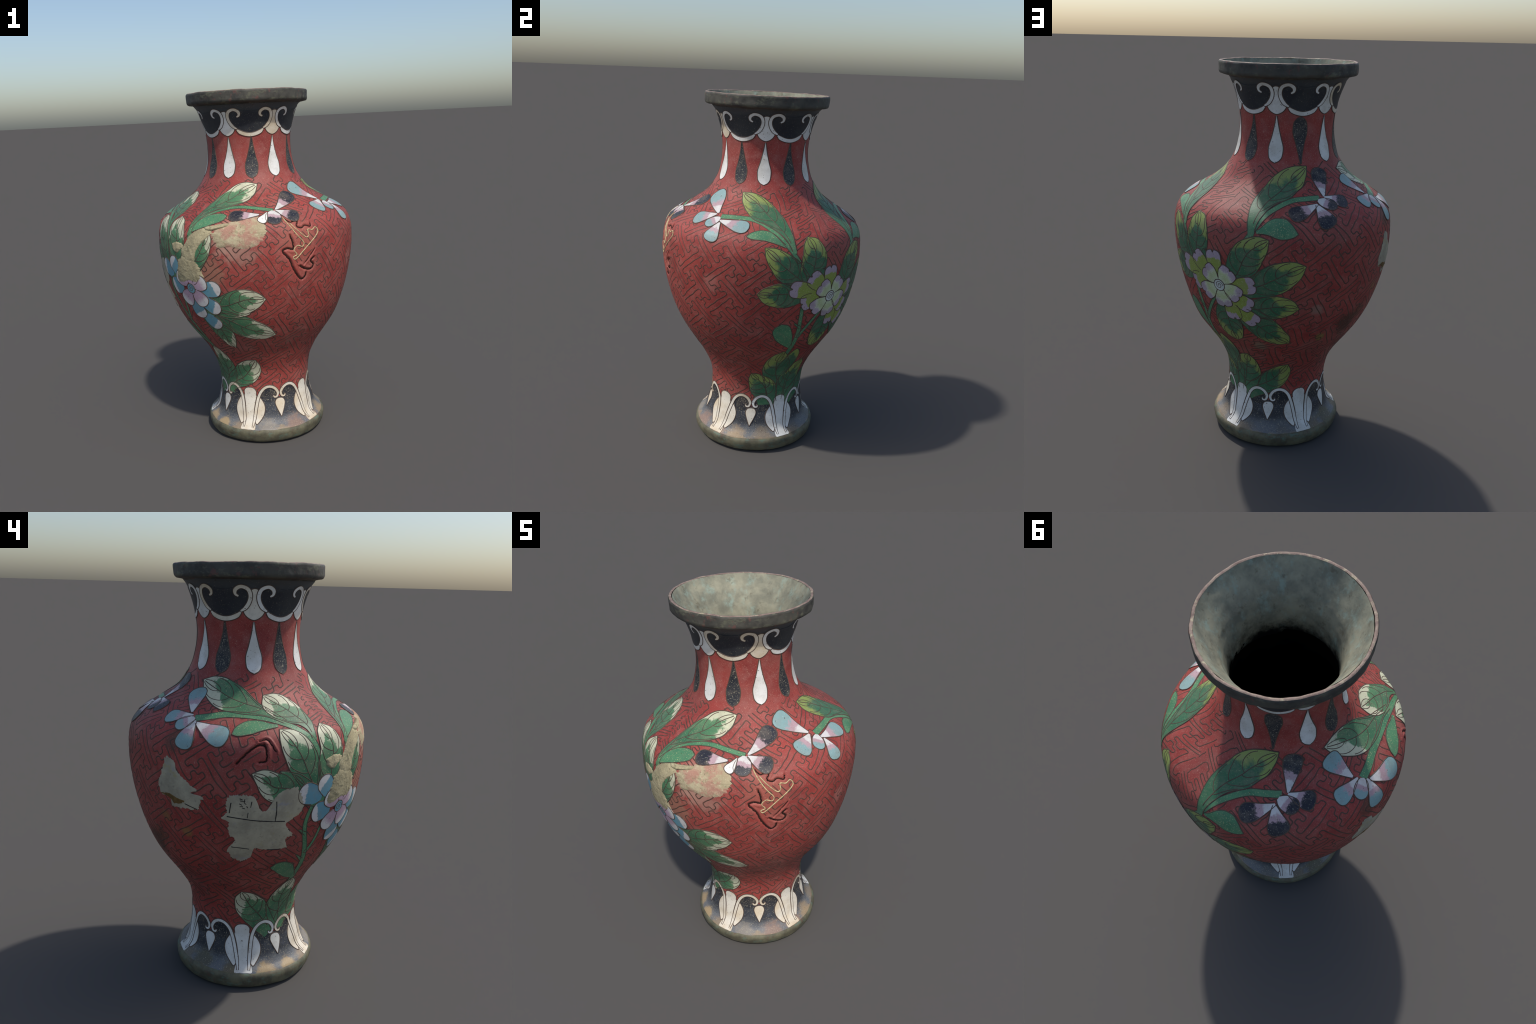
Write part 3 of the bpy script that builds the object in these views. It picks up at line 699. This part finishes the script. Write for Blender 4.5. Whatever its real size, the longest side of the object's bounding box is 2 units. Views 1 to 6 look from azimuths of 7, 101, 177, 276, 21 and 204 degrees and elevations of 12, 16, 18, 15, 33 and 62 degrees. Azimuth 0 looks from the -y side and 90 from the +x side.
# ------------------------------------------------------------------ blossoms
ROUND = pchip([0, .12, .3, .5, .68, .8, .92, .975, 1], [.14, .30, .52, .78, .97, 1.0, .80, .48, .0])
FAT = pchip([0, .12, .3, .5, .68, .82, .92, .975, 1], [.30, .60, .86, .98, 1.0, .88, .62, .34, .0])
BROAD = pchip([0, .15, .35, .6, .8, .92, .98, 1], [.26, .56, .84, 1.0, 1.0, .86, .58, .34])
def petal(base, tip, w, mat, lift, parent, acc, shape=ROUND, notch=0.0, edge0=0.0):
    mid = ((base[0] + tip[0]) / 2, (base[1] + tip[1]) / 2)
    wf = lambda t: shape(t) * w / 2
    S = Strip([base, mid, tip], wf, wf, 30, 13, notch)
    S.tile("petal", MAT[mat], lift, parent); S.edge(acc, lift, .0055, edge0)

def shoulder_blossom(centre, petals, mat):
    e = make_empty("blossom", wall(*centre)); acc = Acc()
    for i, (b, t, w, *own) in enumerate(petals):
        petal(b, t, w, own[0] if own else mat, .0020 + .0003 * i, e, acc, FAT if i == 2 else ROUND)
    make_object("blossom_wire", acc.verts(), acc.f, MAT["wire"], e)
shoulder_blossom((21, 1.367), [((22.3, 1.370), (43.6, 1.440), .082), ((22.0, 1.366), (35.2, 1.331), .088), ((20.3, 1.366), (17.6, 1.309), .084),
                  ((10.5, 1.353), (-8.8, 1.351), .082), ((15.8, 1.360), (10.5, 1.318), .050, "white")], "petal_black")
shoulder_blossom((71, 1.380), [((68.0, 1.390), (48.2, 1.479), .099), ((67.5, 1.385), (52.6, 1.352), .095), ((72.1, 1.374), (65.6, 1.338), .066),
                  ((74.4, 1.355), (72.6, 1.273), .082), ((73.5, 1.363), (94.2, 1.345), .087)], "petal_blue")
shoulder_blossom((200, 1.387), [((204.0, 1.393), (209.7, 1.508), .082), ((204.0, 1.391), (218.6, 1.362), .088), ((198.5, 1.381), (209.2, 1.353), .074),
                  ((197.0, 1.367), (179.8, 1.330), .086), ((196.6, 1.365), (200.8, 1.281), .094)], "petal_black")
shoulder_blossom((247, 1.357), [((243.4, 1.373), (234.8, 1.460), .092), ((245.5, 1.364), (228.8, 1.346), .082), ((247.5, 1.356), (239.8, 1.319), .072),
                  ((249.3, 1.347), (247.6, 1.240), .086), ((250.5, 1.341), (268.2, 1.296), .098)], "petal_blue")

def flower(name_eye, centre, outer, inner, m_out, m_in, m_eye, notch, eye_r):
    e = make_empty("flower", wall(*centre)); acc = Acc()
    for i, (b, t, w) in enumerate(outer): petal(b, t, w, m_out, .0030 + .0001 * (i % 3), e, acc, BROAD if notch else FAT, notch, .34)
    for i, (b, t, w) in enumerate(inner): petal(b, t, w, m_in, .0039 + .0001 * (i % 3), e, acc, BROAD if notch else FAT, notch, .1)
    th = np.linspace(0, 2 * math.pi, 12, endpoint=False)
    pts = [shift(centre[0], centre[1], eye_r * math.cos(q), eye_r * math.sin(q)) for q in th]
    blob("flower_eye", pts, MAT[m_eye], .0048, e, 4, 5, acc, centre=centre)
    q = np.linspace(0, 3.4 * math.pi, 60); r = eye_r * (.72 - .62 * q / q[-1])
    a, z = shift(centre[0], centre[1], r * np.cos(q), r * np.sin(q)); wire(acc, a, z, .0045, .0048)
    make_object("flower_wire", acc.verts(), acc.f, MAT["wire"], e)
flower("eye", (326.2, .963),
       [((332.0, .955), (346.4, .980), .094), ((331.5, .91), (343.4, .838), .094), ((325.2, .90), (328.8, .786), .096), ((331.0, .812), (339.8, .730), .090),
        ((319.5, .967), (308.2, .960), .100), ((319.0, 1.03), (311.4, 1.126), .088), ((312.5, 1.035), (300.2, 1.075), .098)],
       [((324.6, .945), (318.0, .865), .092), ((328.0, .950), (334.8, .870), .094), ((328.8, .975), (337.5, 1.020), .088), ((326.6, .990), (329.6, 1.060), .086), ((323.8, .985), (315.8, 1.045), .092)],
       "outer_blue", "inner_lilac", "spiral_blue", 0.0, .028)
flower("eye", (144.0, .979),
       [((142.6, 1.02), (141.6, 1.154), .088), ((138.6, 1.03), (128.6, 1.116), .094), ((134, 1.022), (117.4, 1.052), .094), ((135.5, .992), (124.8, .955), .094),
        ((150.0, .982), (163.9, 1.008), .092), ((150.0, .935), (161.8, .882), .088), ((148.6, .92), (150.6, .797), .086), ((151.5, .872), (163.8, .790), .090)],
       [((143.0, .995), (135.4, 1.056), .098), ((145.2, .998), (151.4, 1.070), .094), ((147.0, .980), (155.6, .930), .094), ((144.2, .955), (145.6, .863), .094), ((141.4, .968), (132.0, .912), .094)],
       "outer_lime", "inner_pale", "spiral_white", .09, .030)

# ------------------------------------------------------------------ neck drops and collar
def drop(az0, az1, z0, z1, w, mat, inverted=False):
    prof = pchip([0, .2, .45, .7, .85, .95, 1], [.06, .26, .62, 1.0, .92, .56, .0])
    if inverted: prof2 = lambda t: prof(1 - np.asarray(t, float)) ; 
    else: prof2 = prof
    wf = lambda t: prof2(t) * w / 2
    S = Strip([(az0, z0), ((az0 + az1) / 2, (z0 + z1) / 2), (az1, z1)], wf, wf, 40, 11)
    ob = S.tile("teardrop", MAT[mat], .0011); acc = Acc(); S.edge(acc, .0011, .0055)
    make_object("teardrop_wire", acc.verts(), acc.f, MAT["wire"], ob)
WHITE_AZ = [40.0, 101.6, 164.2, 223.2, 282.2, 340.2]
for a, b in zip(WHITE_AZ, (38.8, 101.0, 164.6, 223.9, 282.9, 340.2)): drop(a, b, 1.750, 1.530, .072, "white")
for i, (a, b) in enumerate(((11, 8.8), (70, 72.5), (134.8, 132.6), (191.5, 191.6), (251.6, 250.6), (310.4, 312))):
    drop(a, b, 1.748, 1.528, .070, "black", i == 3)

def scroll_band(pts, w, mat, lift, name="scroll", taper=.5):
    wf = lambda t: w / 2 * np.clip(1 - (1 - taper) * np.clip((np.abs(np.asarray(t, float) - .5) - .36) / .14, 0, 1), 0, 1)
    S = Strip(pts, wf, wf, 70, 5)
    ob = S.tile(name, MAT[mat], lift); acc = Acc(); S.edge(acc, lift, .0045)
    make_object("scroll_wire", acc.verts(), acc.f, MAT["wire"], ob)

BOUNDS = WHITE_AZ[-1:] + WHITE_AZ
for i in range(6):
    a0 = WHITE_AZ[i - 1] - (360 if i == 0 else 0); a1 = WHITE_AZ[i]
    c = (a0 + a1) / 2; k = (a1 - a0) / 60.0
    # white scallop between two lobes
    mw = "warm_white" if i in (0, 4) else "white"
    acc = Acc()
    ob = blob("scallop", [(a1 - 3, 1.884), (a1 + 3, 1.884), (a1 + 5, 1.845), (a1 + 9.5, 1.812), (a1 + 10.6, 1.793), (a1 + 7, 1.770), (a1, 1.757), (a1 - 7, 1.770), (a1 - 10.6, 1.793), (a1 - 9.5, 1.812), (a1 - 5, 1.845)],
         MAT[mw], .0012, None, 7, 8, acc, centre=(a1, 1.81))
    make_object("scallop_wire", acc.verts(), acc.f, MAT["wire"], ob)
    # dark lobe
    acc = Acc()
    blob("cloud_lobe", [(c, 1.885), (c - 14 * k, 1.890), (c - 23 * k, 1.872), (c - 25 * k, 1.845), (c - 21 * k, 1.812), (c - 16 * k, 1.797), (c - 9 * k, 1.776), (c, 1.768),
                        (c + 9 * k, 1.776), (c + 16 * k, 1.797), (c + 21 * k, 1.812), (c + 25 * k, 1.845), (c + 23 * k, 1.872), (c + 14 * k, 1.890)], MAT["collar"], .0018, None, 8, 8, None, centre=(c, 1.83))
    side = [(15.0, 1.857), (12.2, 1.866), (12.6, 1.884), (17.6, 1.897), (23.6, 1.887), (26.0, 1.862), (25.0, 1.834), (21.4, 1.809), (16.4, 1.794)]
    low = [(16.6, 1.791), (13.0, 1.777), (7.0, 1.766), (0, 1.7615)]
    for sg in (1, -1):
        scroll_band([(c + sg * q[0] * k, q[1]) for q in side], .0182, mw, .0023)
    scroll_band([(c + q[0] * k, q[1]) for q in low] + [(c - q[0] * k, q[1]) for q in low[::-1][1:]], .0212, mw, .0026)

# ------------------------------------------------------------------ lotus band on the foot
PANEL_AZ = [347.2, 61.2, 132.8, 204.2, 275.6]
for i, a in enumerate(PANEL_AZ):
    nx = PANEL_AZ[(i + 1) % 5] + (360 if i == 0 else 0)
    nx = a + ((nx - a) % 360)
    acc = Acc()
    mw = "warm_white" if i in (0, 1) else "white"
    for sg in (1, -1):
        o = blob("lotus_side_petal", [(a + sg * 9, .262), (a + sg * 13, .248), (a + sg * 17, .218), (a + sg * 18.2, .188), (a + sg * 16.5, .152), (a + sg * 12, .120), (a + sg * 8, .108), (a + sg * 5, .15), (a + sg * 6, .21)],
             MAT[mw], .0012, None, 6, 8, acc, centre=(a + sg * 10.5, .19))
    ob = blob("lotus_tongue", [(a, .311), (a + 4.8, .306), (a + 7.8, .288), (a + 7.4, .24), (a + 6.0, .18), (a + 6.2, .13), (a + 7.4, .088), (a + 3, .085), (a - 3, .085), (a - 7.4, .088), (a - 6.2, .13), (a - 6.0, .18), (a - 7.4, .24), (a - 7.8, .288), (a - 4.8, .306)],
         MAT[mw], .0016, None, 8, 8, None, centre=(a, .19))
    # outline only over the rounded top of the tongue
    top = catmull([(a - 7.6, .262), (a - 7.8, .288), (a - 4.8, .306), (a, .311), (a + 4.8, .306), (a + 7.8, .288), (a + 7.6, .262)], 8); wire(acc, top[:, 0], top[:, 1], .005, .0016)
    make_object("lotus_wire", acc.verts(), acc.f, MAT["wire"], ob)
    half = (nx - a) / 2
    for sg, hh in ((1, half), (-1, None)):
        if sg < 0:
            pv = PANEL_AZ[i - 1]; hh = ((a - pv) % 360) / 2
        k = hh / 36.0
        # dark field inside the hook
        blob("hook_field", [(a + sg * 12, .25), (a + sg * 14 * k, .275), (a + sg * 18 * k, .302), (a + sg * 24 * k, .312), (a + sg * 30 * k, .300), (a + sg * 33.5 * k, .275), (a + sg * 33 * k, .245), (a + sg * 28 * k, .225), (a + sg * 20 * k, .225)],
             MAT["black"], .0010, None, 6, 8, None, centre=(a + sg * 22 * k, .262))
        scroll_band([(a + sg * 4.8, .094), (a + sg * 6.4, .15), (a + sg * 8.4, .21), (a + sg * 10.6, .252), (a + sg * 13.6 * k, .285), (a + sg * 18.5 * k, .309), (a + sg * 24.5 * k, .316), (a + sg * 30.5 * k, .303), (a + sg * 34 * k, .276), (a + sg * 32.8 * k, .253), (a + sg * 29.6 * k, .250), (a + sg * 28.6 * k, .261)],
                    .0170, mw, .0024)
    m = a + half
    acc = Acc()
    ob = blob("lotus_bud", [(m, .242), (m + 4.4, .236), (m + 6.2, .216), (m + 4.6, .188), (m + 1.6, .154), (m, .139), (m - 1.6, .154), (m - 4.6, .188), (m - 6.2, .216), (m - 4.4, .236)], MAT[mw], .0016, None, 6, 8, acc, centre=(m, .205))
    make_object("bud_wire", acc.verts(), acc.f, MAT["wire"], ob)

# ------------------------------------------------------------------ repairs, labels and peeled wires
blob("plaster_patch", [(344, 1.285), (351.7, 1.322), (357.7, 1.337), (366.9, 1.35), (372.4, 1.328), (374.1, 1.286), (371.8, 1.244), (367.3, 1.205), (359.8, 1.192), (353.2, 1.202), (346.2, 1.203), (343, 1.25)],
     MAT["putty"], .0028, None, 26, 16, None, .0024, .10, (359, 1.268), 3, feather=True)
blob("plaster_patch", [(333.6, 1.292), (338, 1.30), (344.0, 1.29), (342, 1.262), (337.5, 1.225), (333.0, 1.17), (331.5, 1.115), (327, 1.10), (322.5, 1.13), (321.5, 1.173), (325.5, 1.22), (328.5, 1.262)],
     MAT["putty2"], .0038, None, 26, 16, None, .0032, .09, (331, 1.20), 7, feather=True)
blob("plaster_patch", [(331.5, 1.13), (335.2, 1.088), (336.8, 1.03), (333.0, .992), (328.5, 1.0), (324, .995), (318.0, .975), (314.4, 1.002), (316.1, 1.066), (317.5, 1.11), (323, 1.145)],
     MAT["putty2"], .0044, None, 24, 16, None, .0024, .09, (325.5, 1.06), 11, feather=True)
blob("plaster_patch", [(313.5, 1.203), (319, 1.216), (324.4, 1.2), (321, 1.17), (317.5, 1.152), (314.1, 1.169)], MAT["putty2"], .0036, None, 14, 14, None, .004, .14, None, 5, feather=True)
blob("plaster_patch", [(338, 1.300), (345, 1.312), (352, 1.320), (352, 1.306), (345, 1.290), (340, 1.283)], MAT["putty2"], .0056, None, 12, 14, None, .006, .12, None, 9, feather=True)

p1 = blob("paper_label", [(240.3, 1.197), (244.5, 1.181), (245.7, 1.145), (250.0, 1.113), (252.0, 1.092), (255.5, 1.073), (251.9, 1.055), (257.6, 1.046), (256.6, 1.009), (255.0, .984), (246.2, .979), (241.9, .982), (241.0, 1.019), (235.7, 1.024), (234.9, 1.076), (236.8, 1.119), (238.4, 1.161)],
          MAT["paper"], .0018, None, 14, 12, None, .0016, .10, (244.5, 1.07), 21)
p2 = blob("paper_label", [(269.4, 1.053), (274.0, 1.065), (279.9, 1.061), (281.9, 1.031), (283.0, 1.005), (285.6, .995), (288.0, 1.03), (289.7, 1.059), (293.4, 1.088), (299.4, 1.088), (302.8, 1.027), (302.8, .986), (298.9, .954), (295.5, .930), (297.2, .896), (300.1, .868), (296.9, .851),
           (297.6, .802), (290.4, .798), (281.5, .802), (279.7, .757), (273.7, .737), (268.3, .791), (272.0, .850), (268.9, .885), (269.1, .94), (266.0, .958), (268.3, .986)],
          MAT["paper"], .0030, None, 16, 12, None, .0016, .07, (284, .93), 33)
acc = Acc()
for pts, w in (([(268.6, .968), (275, .960), (283, .950), (294.8, .942)], .005), ([(270.2, .815), (276, .810), (279, .806)], .004), ([(288, .799), (295.1, .797)], .004), ([(290.1, 1.039), (290.4, .99), (290.2, .946)], .0045),
               ([(270.5, 1.033), (269.7, .985)], .004), ([(279.4, 1.041), (278.9, 1.014)], .0042), ([(277.9, .99), (277.6, .965)], .003),
               ([(274.2, 1.053), (275.4, 1.048)], .004), ([(274.4, 1.043), (276.6, 1.041)], .0035), ([(274.0, 1.030), (275.2, 1.024)], .004), ([(276.4, 1.052), (276.2, 1.036), (277.0, 1.028)], .0035), ([(274.2, 1.017), (275.6, 1.019)], .0035), ([(277.2, 1.020), (277.6, 1.012)], .004), ([(275.2, 1.012), (276.4, 1.008)], .0035)):
    c = catmull(pts, 8); wire(acc, c[:, 0], c[:, 1], w, .0046, .0006)
make_object("ink_line", acc.verts(), acc.f, MAT["ink"], p2, kind="stuff")
acc = Acc()
c = catmull([(249, 1.003), (252, .994), (255, .985)], 8); wire(acc, c[:, 0], c[:, 1], .004, .0034, .0006)
make_object("ink_line", acc.verts(), acc.f, MAT["ink"], p1, kind="stuff")
blob("rust_spot", [(236.0, 1.030), (239, 1.026), (241.6, 1.014), (243.6, .994), (247.6, 1.006), (249.0, 1.014), (245.6, 1.022), (240.6, 1.036)], MAT["rust"], .0036, p1, 5, 6, None, .001, .2, (243, 1.016), 4)

# bare wires standing free where the red has fallen out
acc = Acc()
for pts in ([(24.1, 1.337), (26.8, 1.294), (30.0, 1.246), (33.3, 1.205), (32.5, 1.183), (29.4, 1.191), (27.5, 1.17), (29.1, 1.144), (27.0, 1.133), (28.0, 1.12), (30.1, 1.134), (34.7, 1.175), (42.4, 1.236), (43.5, 1.258), (42.1, 1.273), (39.9, 1.262), (37.0, 1.266), (37.0, 1.238), (35.2, 1.229), (31.3, 1.263), (27.3, 1.306)],):
    c = catmull(pts, 8); wire(acc, c[:, 0], c[:, 1], .0055, .0016, .0014)
make_object("bare_wire", acc.verts(), acc.f, MAT["bare_wire"])
acc = Acc()
for pts, w, dep, lip in GOUGES:
    c = catmull(pts, 10); k = np.arange(len(c)); c = c + np.stack([.25 * np.sin(k * 1.3) + .15 * np.sin(k * 2.9), .0016 * np.sin(k * 1.7)], 1)
    wire(acc, c[:, 0], c[:, 1], w * 1.25, -dep * .36, .0003)
make_object("crevice", acc.verts(), acc.f, MAT["crack"])
